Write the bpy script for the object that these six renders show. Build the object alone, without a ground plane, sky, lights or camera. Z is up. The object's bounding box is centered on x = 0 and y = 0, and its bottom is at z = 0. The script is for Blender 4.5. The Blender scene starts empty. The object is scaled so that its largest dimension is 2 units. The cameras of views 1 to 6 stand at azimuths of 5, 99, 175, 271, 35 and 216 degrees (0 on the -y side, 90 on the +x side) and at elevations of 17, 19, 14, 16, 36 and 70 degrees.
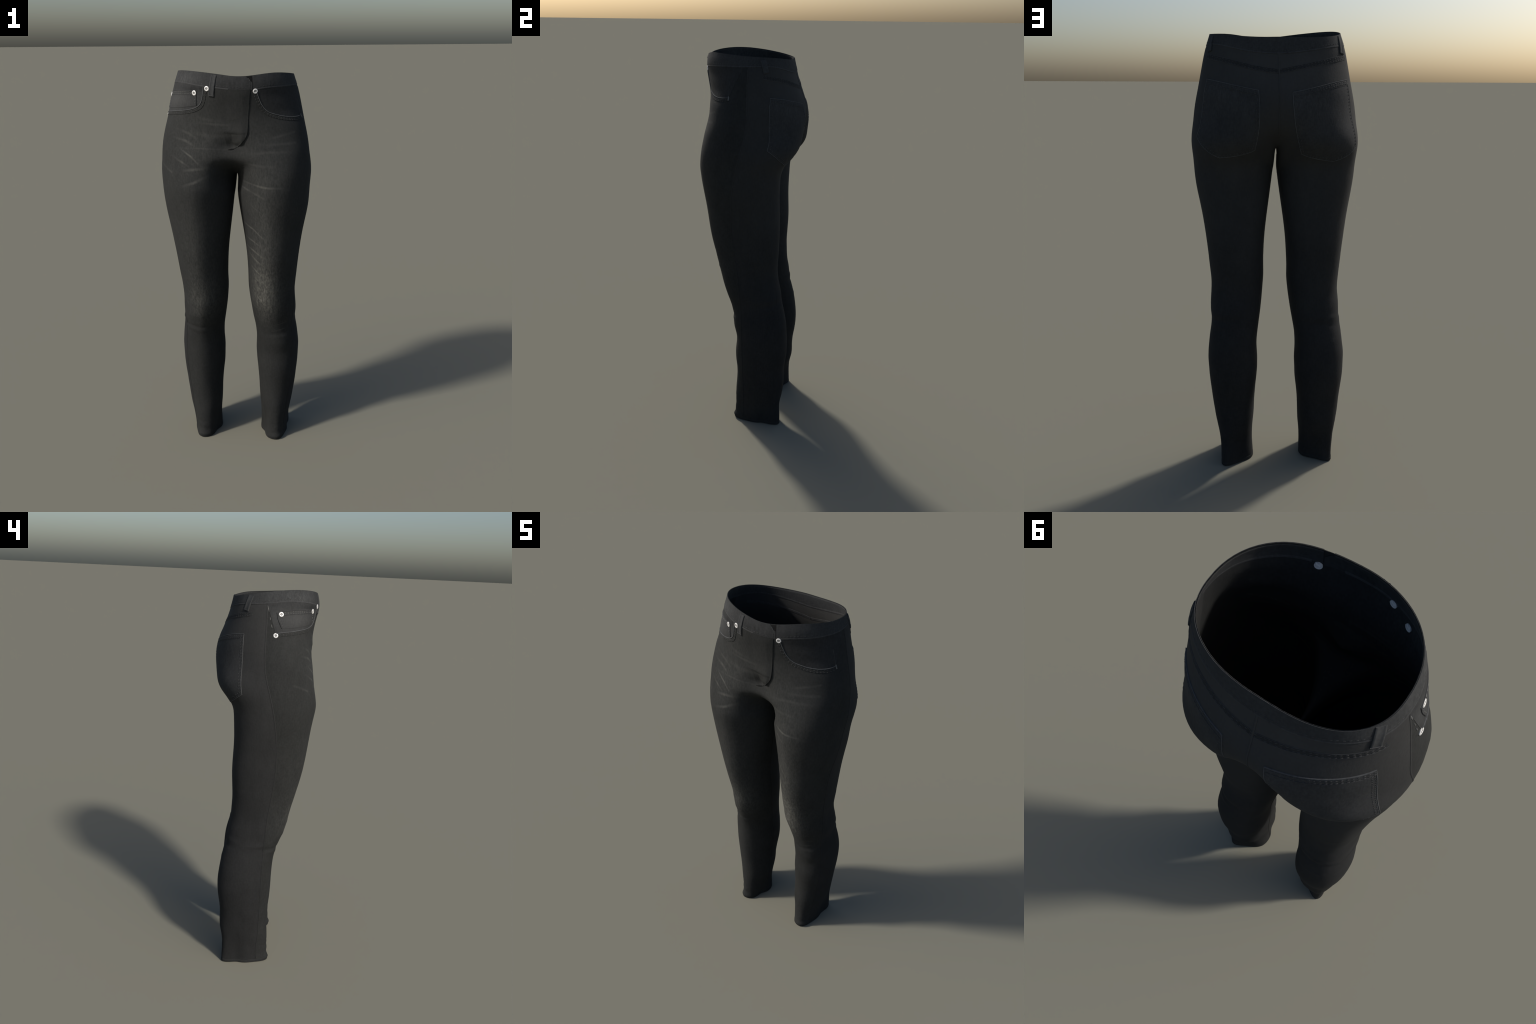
# A pair of dark washed skinny denim trousers, standing empty as if worn.
import bpy, bmesh, math
import numpy as np
from mathutils import Vector, noise
from mathutils.bvhtree import BVHTree

# ------------------------------------------------------------------ profiles
# hip rings:  z | centre x, half width, centre y, depth to the front, depth to the back
HIP = np.array([
    [1.430,  0.000, 0.374, -0.010, 0.205, 0.255],
    [1.500,  0.000, 0.377, -0.030, 0.212, 0.292],
    [1.570,  0.000, 0.372, -0.048, 0.202, 0.310],
    [1.640,  0.000, 0.364, -0.056, 0.185, 0.322],
    [1.710,  0.000, 0.351, -0.050, 0.180, 0.304],
    [1.780,  0.000, 0.335, -0.036, 0.196, 0.269],
    [1.850,  0.000, 0.320, -0.022, 0.221, 0.230],
    [1.920,  0.000, 0.303, -0.016, 0.238, 0.204],
    [1.995,  0.000, 0.278, -0.018, 0.222, 0.190]])
# leg rings:  z | centre x (outward), centre y, half width, half depth, slant
LEG_A = np.array([   # wearer's right leg (negative x)
    [0.000, 0.194, 0.043, 0.078, 0.122, 0.200],
    [0.080, 0.199, 0.041, 0.086, 0.120, 0.130],
    [0.180, 0.199, 0.054, 0.092, 0.128, 0.070],
    [0.300, 0.202, 0.056, 0.099, 0.129, 0.025],
    [0.420, 0.203, 0.060, 0.112, 0.142, 0.000],
    [0.520, 0.204, 0.058, 0.115, 0.141, 0.000],
    [0.580, 0.203, 0.052, 0.112, 0.139, 0.000],
    [0.640, 0.197, 0.042, 0.110, 0.138, 0.000],
    [0.700, 0.189, 0.025, 0.111, 0.141, 0.000],
    [0.760, 0.183, 0.010, 0.115, 0.148, 0.000],
    [0.840, 0.176, -0.006, 0.118, 0.153, 0.000],
    [0.950, 0.179, -0.021, 0.124, 0.163, 0.000],
    [1.080, 0.184, -0.033, 0.135, 0.181, 0.000],
    [1.220, 0.186, -0.045, 0.154, 0.189, 0.000],
    [1.360, 0.188, -0.052, 0.175, 0.200, 0.000],
    [1.440, 0.187, -0.049, 0.183, 0.215, 0.000],
    [1.520, 0.187, -0.018, 0.188, 0.246, 0.000],
    [1.600, 0.183, 0.000, 0.184, 0.262, 0.000],
    [1.680, 0.175, 0.010, 0.178, 0.260, 0.000]])
LEG_B = np.array([   # wearer's left leg (positive x)
    [0.000, 0.195, 0.045, 0.074, 0.124, 0.180],
    [0.080, 0.202, 0.047, 0.076, 0.123, 0.110],
    [0.180, 0.199, 0.055, 0.087, 0.132, 0.060],
    [0.300, 0.203, 0.059, 0.098, 0.129, 0.020],
    [0.420, 0.204, 0.062, 0.110, 0.139, 0.000],
    [0.520, 0.205, 0.064, 0.115, 0.136, 0.000],
    [0.580, 0.204, 0.055, 0.112, 0.141, 0.000],
    [0.640, 0.198, 0.047, 0.111, 0.138, 0.000],
    [0.700, 0.190, 0.032, 0.112, 0.138, 0.000],
    [0.760, 0.187, 0.016, 0.117, 0.145, 0.000],
    [0.840, 0.180, -0.005, 0.120, 0.149, 0.000],
    [0.950, 0.181, -0.018, 0.125, 0.161, 0.000],
    [1.080, 0.185, -0.030, 0.135, 0.179, 0.000],
    [1.220, 0.187, -0.041, 0.154, 0.188, 0.000],
    [1.360, 0.189, -0.052, 0.176, 0.200, 0.000],
    [1.440, 0.187, -0.047, 0.183, 0.215, 0.000],
    [1.520, 0.187, -0.020, 0.188, 0.248, 0.000],
    [1.600, 0.183, -0.004, 0.184, 0.266, 0.000],
    [1.680, 0.175, 0.006, 0.178, 0.264, 0.000]])
# y of the outer side seam by height
SIDE_SEAM = np.array([[0.0, -0.030], [0.4, -0.030], [0.65, -0.035], [0.87, -0.050], [1.0, -0.066], [1.15, -0.078],
                      [1.3, -0.070], [1.4, -0.055], [1.5, -0.032], [1.63, 0.0], [1.75, 0.004], [2.0, 0.004]])
# waist edge height by azimuth (degrees from +x, counter-clockwise seen from above)
RIM = np.array([[-180, 1.987], [-165, 1.996], [-146, 2.000], [-130, 1.997], [-110, 1.989], [-97, 1.982], [-90, 1.978],
                [-70, 1.978], [-45, 1.989], [-27, 1.987], [0, 1.977], [25, 1.970], [50, 1.960], [75, 1.957],
                [95, 1.958], [120, 1.957], [145, 1.962], [165, 1.975], [180, 1.987]])
# centre lines of the crotch: front and back y at x = 0
FRONT_C = np.array([[1.50, -0.05], [1.52, -0.096], [1.55, -0.130], [1.58, -0.156], [1.62, -0.181], [1.66, -0.200], [1.72, -0.216]])
BACK_C = np.array([[1.50, 0.03], [1.515, 0.081], [1.54, 0.145], [1.58, 0.202], [1.62, 0.232], [1.66, 0.250], [1.72, 0.254]])
# plan of the hem (outward x, y), a rounded wedge whose sharp corner stands at the outer heel
HEM = [(.262, .110), (.257, .170), (.207, .161), (.158, .133), (.122, .102), (.113, .070), (.120, .028), (.141, -.017),
       (.158, -.064), (.187, -.081), (.211, -.081), (.236, -.050), (.250, -.008), (.260, .050)]
HEM_C = (.193, .045)
Z_SPLIT = 1.58
Z_CROTCH = 1.497


def spline_m(x, y):
    n = len(x); h = np.diff(x); A = np.zeros((n, n)); r = np.zeros_like(y)
    A[0, 0] = A[-1, -1] = 1
    for i in range(1, n - 1):
        A[i, i - 1] = h[i - 1]; A[i, i] = 2 * (h[i - 1] + h[i]); A[i, i + 1] = h[i]
        r[i] = 6 * ((y[i + 1] - y[i]) / h[i] - (y[i] - y[i - 1]) / h[i - 1])
    return np.linalg.solve(A, r)


class Profile:
    """natural cubic spline through a table of rings"""
    def __init__(self, tab):
        self.x = tab[:, 0]; self.y = tab[:, 1:]; self.m = spline_m(self.x, self.y)

    def __call__(self, q):
        x, y, m = self.x, self.y, self.m
        q = min(max(q, x[0]), x[-1])
        i = int(min(max(np.searchsorted(x, q) - 1, 0), len(x) - 2)); h = x[i + 1] - x[i]
        a = (x[i + 1] - q) / h; b = (q - x[i]) / h
        return a * y[i] + b * y[i + 1] + ((a ** 3 - a) * m[i] + (b ** 3 - b) * m[i + 1]) * h * h / 6


hip_at = Profile(HIP)
leg_at = {-1: Profile(LEG_A), 1: Profile(LEG_B)}
seam_at = Profile(SIDE_SEAM)
rim_p = Profile(RIM)
front_c = Profile(FRONT_C)
back_c = Profile(BACK_C)


def sp(v, p):
    return math.copysign(abs(v) ** p, v)


def sstep(a, b, x):
    t = min(max((x - a) / (b - a), 0.0), 1.0)
    return t * t * (3 - 2 * t)


def rim_z(x, y):
    return float(rim_p(math.degrees(math.atan2(y, x)))[0])


# ------------------------------------------------------------------ body surface
NF, NB, NI = 18, 22, 17          # columns: front, back, inner thigh
PSI = math.radians(135)


def leg_p(s, z, front, outer):
    """roundness of a quarter of the leg's section: below 1 boxy, above 1 pointed"""
    if not front:
        if outer: return 0.84 + 0.12 * sstep(1.42, 1.54, z)
        return 0.84 + 0.15 * sstep(1.15, 1.42, z)
    low = 1.0 + (0.12 if s < 0 else 0.0) * sstep(0.15, 0.4, z)
    if outer: return low + (1.05 - low) * sstep(1.05, 1.3, z) - .17 * sstep(1.40, 1.56, z)
    return low + (1.24 - low) * sstep(1.0, 1.4, z)


def hip_p(s, z, front):
    if front:
        return 0.91 + .05 * sstep(1.84, 1.90, z) - .06 * sstep(1.54, 1.62, z) * (1 - sstep(1.72, 1.79, z)) + (0.11 if s > 0 else 0.02) * sstep(1.74, 1.82, z) * (1 - sstep(1.88, 1.97, z))
    return 0.97 - 0.12 * sstep(1.60, 1.76, z) - .04 * sstep(1.84, 1.92, z)


HEM_A = sorted((math.atan2(y - HEM_C[1], x - HEM_C[0]), math.hypot(x - HEM_C[0], y - HEM_C[1])) for x, y in HEM)
HEM_A = [(a - 2 * math.pi, r) for a, r in HEM_A[-3:]] + HEM_A + [(a + 2 * math.pi, r) for a, r in HEM_A[:3]]
hem_r = Profile(np.array(HEM_A))


def hip_point(s, t, z):
    """s side, t in -1..0..1 (front centre, side seam, back centre)"""
    cx, rx, y0, rf, rb = hip_at(z)
    ys = float(seam_at(z)[0])
    q = (ys - y0) / (rf if ys < y0 else rb)
    ts = math.asin(sp(max(-1, min(1, q)), 1 / hip_p(s, z, q < 0)))
    th = ts + t * ((math.pi / 2 - ts) if t > 0 else (math.pi / 2 + ts))
    p = hip_p(s, z, th < 0)
    c, n = sp(math.cos(th), p), sp(math.sin(th), p)
    x = s * rx * c + cx
    y = y0 + (rf if n < 0 else rb) * n
    # groove between the thighs / cleft of the seat
    if n < 0:
        g = math.exp(-(x / 0.055) ** 2) * (1 - sstep(1.66, 1.76, z))
        if z < 1.72: y += (float(front_c(z)[0]) - y) * g
    else:
        g = math.exp(-(x / 0.060) ** 2) * (1 - sstep(1.66, 1.80, z))
        if z < 1.80: y += (float(back_c(z)[0]) - y) * g
    return x, y


def leg_point(s, t, z):
    """t in -1..1 outer side; 1..3 round the inner side back to the front"""
    cx, cy, rx, ry, k = leg_at[s](z)
    ys = float(seam_at(z)[0])
    q = (ys - cy) / ry
    ts = math.asin(sp(max(-.95, min(.95, q)), 1 / leg_p(s, z, q < 0, True)))
    if t <= 1:
        ps = ts + t * ((PSI - ts) if t > 0 else (PSI + ts))
    else:
        ps = PSI + (t - 1) / 2 * (2 * math.pi - 2 * PSI)
    p = leg_p(s, z, math.sin(ps) < 0, math.cos(ps) > 0)
    c, n = sp(math.cos(ps), p), sp(math.sin(ps), p)
    dy = ry * n
    ox, oy = cx + rx * c + k * dy, cy + dy
    if z < 0.25:                                     # turn into the wedge-shaped hem
        w = 1 - sstep(0.0, 0.25, z)
        ex, ey = cx + w * (HEM_C[0] - cx), cy + w * (HEM_C[1] - cy)
        a, r = math.atan2(oy - cy, ox - cx), math.hypot(ox - cx, oy - cy)
        hr = float(hem_r(a)[0])
        if s < 0 and math.sin(a) > 0: hr *= 1 - .07 * math.sin(a) ** 2
        r += (hr - r) * w
        ox, oy = ex + r * math.cos(a), ey + r * math.sin(a)
    x = s * ox
    if x * s < 0.004: x = s * 0.004
    return x, oy


def u_curve(f):
    """crotch seam from the front split point (f=0) to the back one (f=1)"""
    yf, yb = float(front_c(Z_SPLIT)[0]), float(back_c(Z_SPLIT)[0])
    y = yf + (yb - yf) * f
    m = 2 * f - 1
    return y, Z_CROTCH + (Z_SPLIT - Z_CROTCH) * abs(m) ** 2.6


ROWS = np.concatenate([np.linspace(2.0, 1.60, 44), np.linspace(1.59, 1.38, 24)[0:], np.linspace(1.37, 0.0, 172)])


def top_scaled(z, x, y):
    if z <= 1.78: return z
    return 1.78 + (z - 1.78) * (rim_z(x, y) - 1.78) / 0.22


def blend_point(s, t, z):
    w = sstep(1.42, 1.70, z)
    hx, hy = hip_point(s, t, z)
    if w == 1: return hx, hy
    lx, ly = leg_point(s, t, z)
    e = abs(t) ** 6                                   # centre columns close up on the middle seam
    w2 = w + (sstep(1.42, Z_SPLIT, z) - w) * e
    return lx + (hx - lx) * w2, ly + (hy - ly) * w2


def outer_point(s, t, z):
    if z >= 1.70:
        x, y = hip_point(s, t, min(z, 1.995))
        zz = top_scaled(z, x, y)
        x, y = hip_point(s, t, min(zz, 1.995))
        return Vector((x, y, zz))
    return Vector((*blend_point(s, t, z), z))


def inner_point(s, f, z):
    """f in 0..1 front to back along the crotch seam"""
    yu, zu = u_curve(f)
    lx, ly = leg_point(s, 3 - 2 * f, z)
    d = min(max((zu - z) / 0.13, 0), 1)
    h = math.sqrt(max(0, 1 - (1 - d) ** 2))
    hy = sstep(0, 1, d)
    return Vector((lx * h, yu + (ly - yu) * hy, z))


# creases at the knees: side, height, direction (degrees: 0 outward, 90 back, -90 front), half width, lift, thickness, tilt
CREASES = [(1, .017, -82, 32, .0090, .013, .004), (-1, .015, -88, 30, .0080, .012, -.004), (-1, .095, -80, 35, -.0030, .012, .012), (1, .085, -75, 40, -.0020, .012, -.010),
           (1, .748, 55, 60, .0022, .012, .010), (1, .716, 50, 60, -0.0027, .010, .012), (1, .694, 60, 56, 0.0024, .010, .014),
           (1, .640, -80, 45, -0.0021, .010, .010), (1, .618, -80, 45, 0.0015, .010, .010), (1, .905, -75, 30, 0.0018, .010, 0.0),
           (-1, .700, -10, 49, 0.0036, .012, -.012), (-1, .676, -60, 64, -0.0033, .009, .010), (-1, .654, -75, 45, 0.0021, .009, .012),
           (-1, .726, 80, 56, 0.0030, .012, .016), (-1, .694, 85, 52, -0.0027, .010, .016), (-1, .815, -80, 34, 0.0015, .010, .006),
           (-1, .745, -80, 38, 0.0015, .009, -.012), (-1, .610, 80, 52, 0.0015, .010, -.010),
           (1, .150, -80, 45, 0.0012, .012, .010), (-1, .118, -85, 45, -0.0015, .010, .012), (-1, .052, -85, 34, -0.0021, .010, .008)]


def crease_knees(bm):
    for v in bm.verts:
        z = v.co.z
        if z > 1.0: continue
        s = 1 if v.co.x > 0 else -1
        cx, cy = leg_at[s](z)[:2]
        ang = math.degrees(math.atan2(v.co.y - cy, s * v.co.x - cx))
        d = 0.0
        for cs, cz, ca, hw, amp, sg, tilt in CREASES:
            if cs != s or abs(z - cz) > 5 * sg: continue
            da = (ang - ca + 180) % 360 - 180
            if abs(da) >= hw: continue
            zz = cz + tilt * da / hw
            d += amp * math.cos(da / hw * math.pi / 2) ** 1.3 * math.exp(-((z - zz) / sg) ** 2)
        # slight slack of the cloth
        n = noise.noise(Vector((v.co.x * 9, v.co.y * 9, z * 14))) * 0.0016
        v.co += v.normal * (d + n)


def build_body():
    bm = bmesh.new()
    reg = bm.faces.layers.int.new("region")
    tcol = [-1 + i / NF for i in range(NF)] + [i / NB for i in range(NB + 1)]
    NO = len(tcol)
    centre = {}
    for s in (-1, 1):
        grid = []
        for r, z in enumerate(ROWS):
            row = []
            for j, t in enumerate(tcol):
                if abs(t) == 1 and z >= Z_SPLIT - 1e-6:
                    key = (t, r)
                    if key not in centre:
                        p = outer_point(1, t, z); p.x = 0
                        centre[key] = bm.verts.new(p)
                    row.append(centre[key])
                else:
                    row.append(bm.verts.new(outer_point(s, t, z)))
            grid.append(row)
        rs = max(i for i, z in enumerate(ROWS) if z >= Z_SPLIT - 1e-6)   # split row
        # outer quads
        for r in range(len(ROWS) - 1):
            for j in range(NO - 1):
                q = [grid[r][j], grid[r][j + 1], grid[r + 1][j + 1], grid[r + 1][j]]
                if s > 0: q = q[::-1]
                f = bm.faces.new(q[::-1]); f[reg] = (1 if j < NF else 2) + (0 if s < 0 else 2)
        # inner: columns between back (j=NO-1) and front (j=0), from the crotch seam down
        inner = []
        zr = ROWS[rs:]
        for i in range(1, NI):
            f = i / NI
            yu, zu = u_curve(f)
            key = ('u', i)
            if key not in centre: centre[key] = bm.verts.new((0, yu, zu))
            col = [centre[key]]
            z_end_blend = 1.38
            for z in zr[1:]:
                # rows are compressed under the arch, then run level with the outer rows
                if z > z_end_blend:
                    a = (zr[0] - z) / (zr[0] - z_end_blend)
                    zz = zu + (z_end_blend - zu) * a
                else:
                    zz = z
                col.append(bm.verts.new(inner_point(s, f, zz)))
            inner.append(col)
        front = [grid[r][0] for r in range(rs, len(ROWS))]
        back = [grid[r][NO - 1] for r in range(rs, len(ROWS))]
        cols = [front] + inner + [back]
        for i in range(len(cols) - 1):
            for r in range(len(front) - 1):
                q = [cols[i][r], cols[i + 1][r], cols[i + 1][r + 1], cols[i][r + 1]]
                if s < 0: q = q[::-1]
                f = bm.faces.new(q[::-1]); f[reg] = (1 if i < NI // 2 else 2) + (0 if s < 0 else 2)
    # relax the junction of legs and seat so that it runs as one cloth
    bm.verts.ensure_lookup_table()
    near = []
    for v in bm.verts:
        d = math.sqrt((v.co.x / 0.10) ** 2 + ((v.co.z - 1.53) / 0.12) ** 2)
        if d < 1: near.append((v, min(1.0, 1.6 * (1 - d)), [e.other_vert(v) for e in v.link_edges]))
    for _ in range(30):
        new = [v.co.lerp(sum((o.co for o in ns), Vector()) / len(ns), 0.5 * w) for v, w, ns in near]
        for (v, w, ns), c in zip(near, new): v.co = c
    bmesh.ops.reverse_faces(bm, faces=bm.faces[:])      # outside out
    bm.normal_update()
    crease_knees(bm)
    bm.normal_update()
    return bm


# ------------------------------------------------------------------ materials
def segment_group():
    """soft stroke between two points: fades from f0 at the start to f1 at the end"""
    g = bpy.data.node_groups.new("fade_stroke", "ShaderNodeTree")
    for n, t in (("P", "Vector"), ("A", "Vector"), ("B", "Vector"), ("Width", "Float"), ("F0", "Float"), ("F1", "Float")):
        g.interface.new_socket(n, in_out='INPUT', socket_type="NodeSocket" + t)
    g.interface.new_socket("Mask", in_out='OUTPUT', socket_type="NodeSocketFloat")
    gi = g.nodes.new("NodeGroupInput"); go = g.nodes.new("NodeGroupOutput"); L = g.links.new

    def vm(op, a, b):
        n = g.nodes.new("ShaderNodeVectorMath"); n.operation = op
        L(a, n.inputs[0]); L(b, n.inputs[3 if op == 'SCALE' else 1]); return n

    def ma(op, a, b, clamp=False):
        n = g.nodes.new("ShaderNodeMath"); n.operation = op; n.use_clamp = clamp
        L(a, n.inputs[0]); L(b, n.inputs[1]); return n.outputs[0]
    pa = vm('SUBTRACT', gi.outputs["P"], gi.outputs["A"]).outputs[0]
    ba = vm('SUBTRACT', gi.outputs["B"], gi.outputs["A"]).outputs[0]
    flat = g.nodes.new("ShaderNodeCombineXYZ")          # judge distance mostly in the frontal plane
    for i, v in enumerate((1, .3, 1)): flat.inputs[i].default_value = v
    pa = vm('MULTIPLY', pa, flat.outputs[0]).outputs[0]; ba = vm('MULTIPLY', ba, flat.outputs[0]).outputs[0]
    h = ma('DIVIDE', vm('DOT_PRODUCT', pa, ba).outputs["Value"], vm('DOT_PRODUCT', ba, ba).outputs["Value"], True)
    d = vm('DISTANCE', pa, vm('SCALE', ba, h).outputs[0]).outputs["Value"]
    mr = g.nodes.new("ShaderNodeMapRange"); mr.interpolation_type = 'SMOOTHSTEP'
    L(d, mr.inputs[0]); mr.inputs[1].default_value = 0; L(gi.outputs["Width"], mr.inputs[2])
    mr.inputs[3].default_value = 1; mr.inputs[4].default_value = 0
    mx = g.nodes.new("ShaderNodeMix"); L(h, mx.inputs[0]); L(gi.outputs["F0"], mx.inputs[2]); L(gi.outputs["F1"], mx.inputs[3])
    L(ma('MULTIPLY', mr.outputs[0], mx.outputs[0]), go.inputs[0])
    return g


STROKE = segment_group()

# worn streaks of the front: guide points on the cloth, half width, strength
STREAKS_A = [   # hip and thigh on the wearer's right
    ([(-.288, -.165, 1.693), (-.223, -.202, 1.677), (-.165, -.226, 1.647)], .012, .55),
    ([(-.271, -.169, 1.733), (-.210, -.200, 1.713), (-.165, -.217, 1.685)], .012, .40),
    ([(-.249, -.204, 1.638), (-.196, -.231, 1.605), (-.162, -.243, 1.571)], .008, .95),
    ([(-.297, -.187, 1.607), (-.241, -.226, 1.577), (-.202, -.241, 1.555)], .009, .50),
    ([(-.284, -.185, 1.641), (-.146, -.230, 1.644), (-.010, -.216, 1.635)], .008, .35),
    ([(-.241, -.236, 1.538), (-.190, -.245, 1.543), (-.120, -.246, 1.549)], .013, .60),
    ([(-.245, -.255, 1.462), (-.177, -.256, 1.484), (-.111, -.242, 1.516)], .013, .60),
    ([(-.347, -.140, 1.556), (-.297, -.208, 1.527)], .010, .40),
    ([(-.170, -.210, 1.762), (-.090, -.225, 1.757), (.002, -.230, 1.753)], .012, .35),
    ([(-.190, -.205, 1.800), (-.110, -.220, 1.775), (-.030, -.230, 1.770)], .016, .25),
    ([(-.33, -.11, 1.50), (-.27, -.20, 1.475)], .010, .35),
    ([(-.19, -.23, 1.72), (-.11, -.23, 1.70), (.01, -.22, 1.705)], .020, .25),
    ([(-.17, -.16, .700), (-.13, -.15, .712), (-.10, -.12, .735)], .007, .30),
    ([(-.18, -.15, .672), (-.13, -.14, .682), (-.10, -.11, .700)], .006, .30)]
STREAKS_B = [   # thigh and knee on the wearer's left
    ([(.023, -.124, 1.476), (.096, -.234, 1.470), (.159, -.258, 1.460), (.250, -.248, 1.458)], .010, .75),
    ([(.019, -.112, 1.452), (.089, -.231, 1.432), (.162, -.256, 1.403)], .010, .70),
    ([(.028, -.145, 1.391), (.081, -.212, 1.364), (.139, -.238, 1.330)], .008, .60),
    ([(.039, -.111, 1.262), (.097, -.193, 1.238), (.156, -.220, 1.190)], .008, .85),
    ([(.051, -.109, 1.190), (.094, -.175, 1.174), (.133, -.205, 1.155)], .008, .70),
    ([(.052, -.090, 1.142), (.093, -.166, 1.125), (.146, -.207, 1.095)], .008, .85),
    ([(.064, -.113, 1.113), (.106, -.170, 1.075), (.152, -.196, 1.045)], .008, .85),
    ([(.070, -.106, 1.047), (.105, -.155, 1.015), (.144, -.180, .985)], .007, .85),
    ([(.075, -.100, 1.000), (.110, -.150, .965), (.146, -.170, .935)], .007, .70),
    ([(.086, -.106, .894), (.123, -.136, .854), (.148, -.141, .820)], .006, .90),
    ([(.090, -.115, .968), (.110, -.140, .950), (.132, -.150, .928)], .006, .80),
    ([(.113, -.14, .926), (.122, -.14, .890)], .005, .60), ([(.148, -.16, .940), (.149, -.15, .880)], .006, .50),
    ([(.105, -.13, .915), (.125, -.14, .870), (.140, -.14, .855)], .005, .60),
    ([(.046, -.215, 1.574), (.128, -.246, 1.564), (.207, -.244, 1.555)], .013, .35),
    ([(.092, -.237, 1.620), (.180, -.235, 1.626), (.277, -.196, 1.624)], .014, .35),
    ([(.193, -.209, 1.691), (.293, -.157, 1.715)], .012, .40),
    ([(.16, -.24, 1.66), (.30, -.17, 1.665)], .012, .30),
    ([(.18, -.11, .690), (.24, -.09, .705), (.28, -.04, .712)], .006, .35),
    ([(.18, -.10, .655), (.24, -.08, .668), (.28, -.03, .672)], .006, .35)]
# soft worn zones: centre, radii, strength
ZONES_A = [((0, -.10, 1.76), (.60, .45, .24), .22, "even"), ((-.17, -.20, 1.32), (.40, .50, .50), .30, "even"), ((-.172, -.16, .855), (.085, .10, .14), .8), ((-.185, -.20, 1.16), (.095, .12, .30), .30),
           ((-.17, -.26, 1.66), (.15, .10, .17), .30), ((-.24, -.18, 1.885), (.12, .14, .07), .42)]
ZONES_B = [((0, -.10, 1.76), (.60, .45, .24), .22, "even"), ((.17, -.20, 1.32), (.40, .50, .50), .26, "even"), ((.145, -.15, .885), (.072, .10, .16), 1.9), ((.150, -.20, 1.13), (.07, .12, .26), .65),
           ((.17, -.26, 1.45), (.12, .10, .20), .30), ((.15, -.26, 1.68), (.12, .12, .14), .16)]


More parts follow.
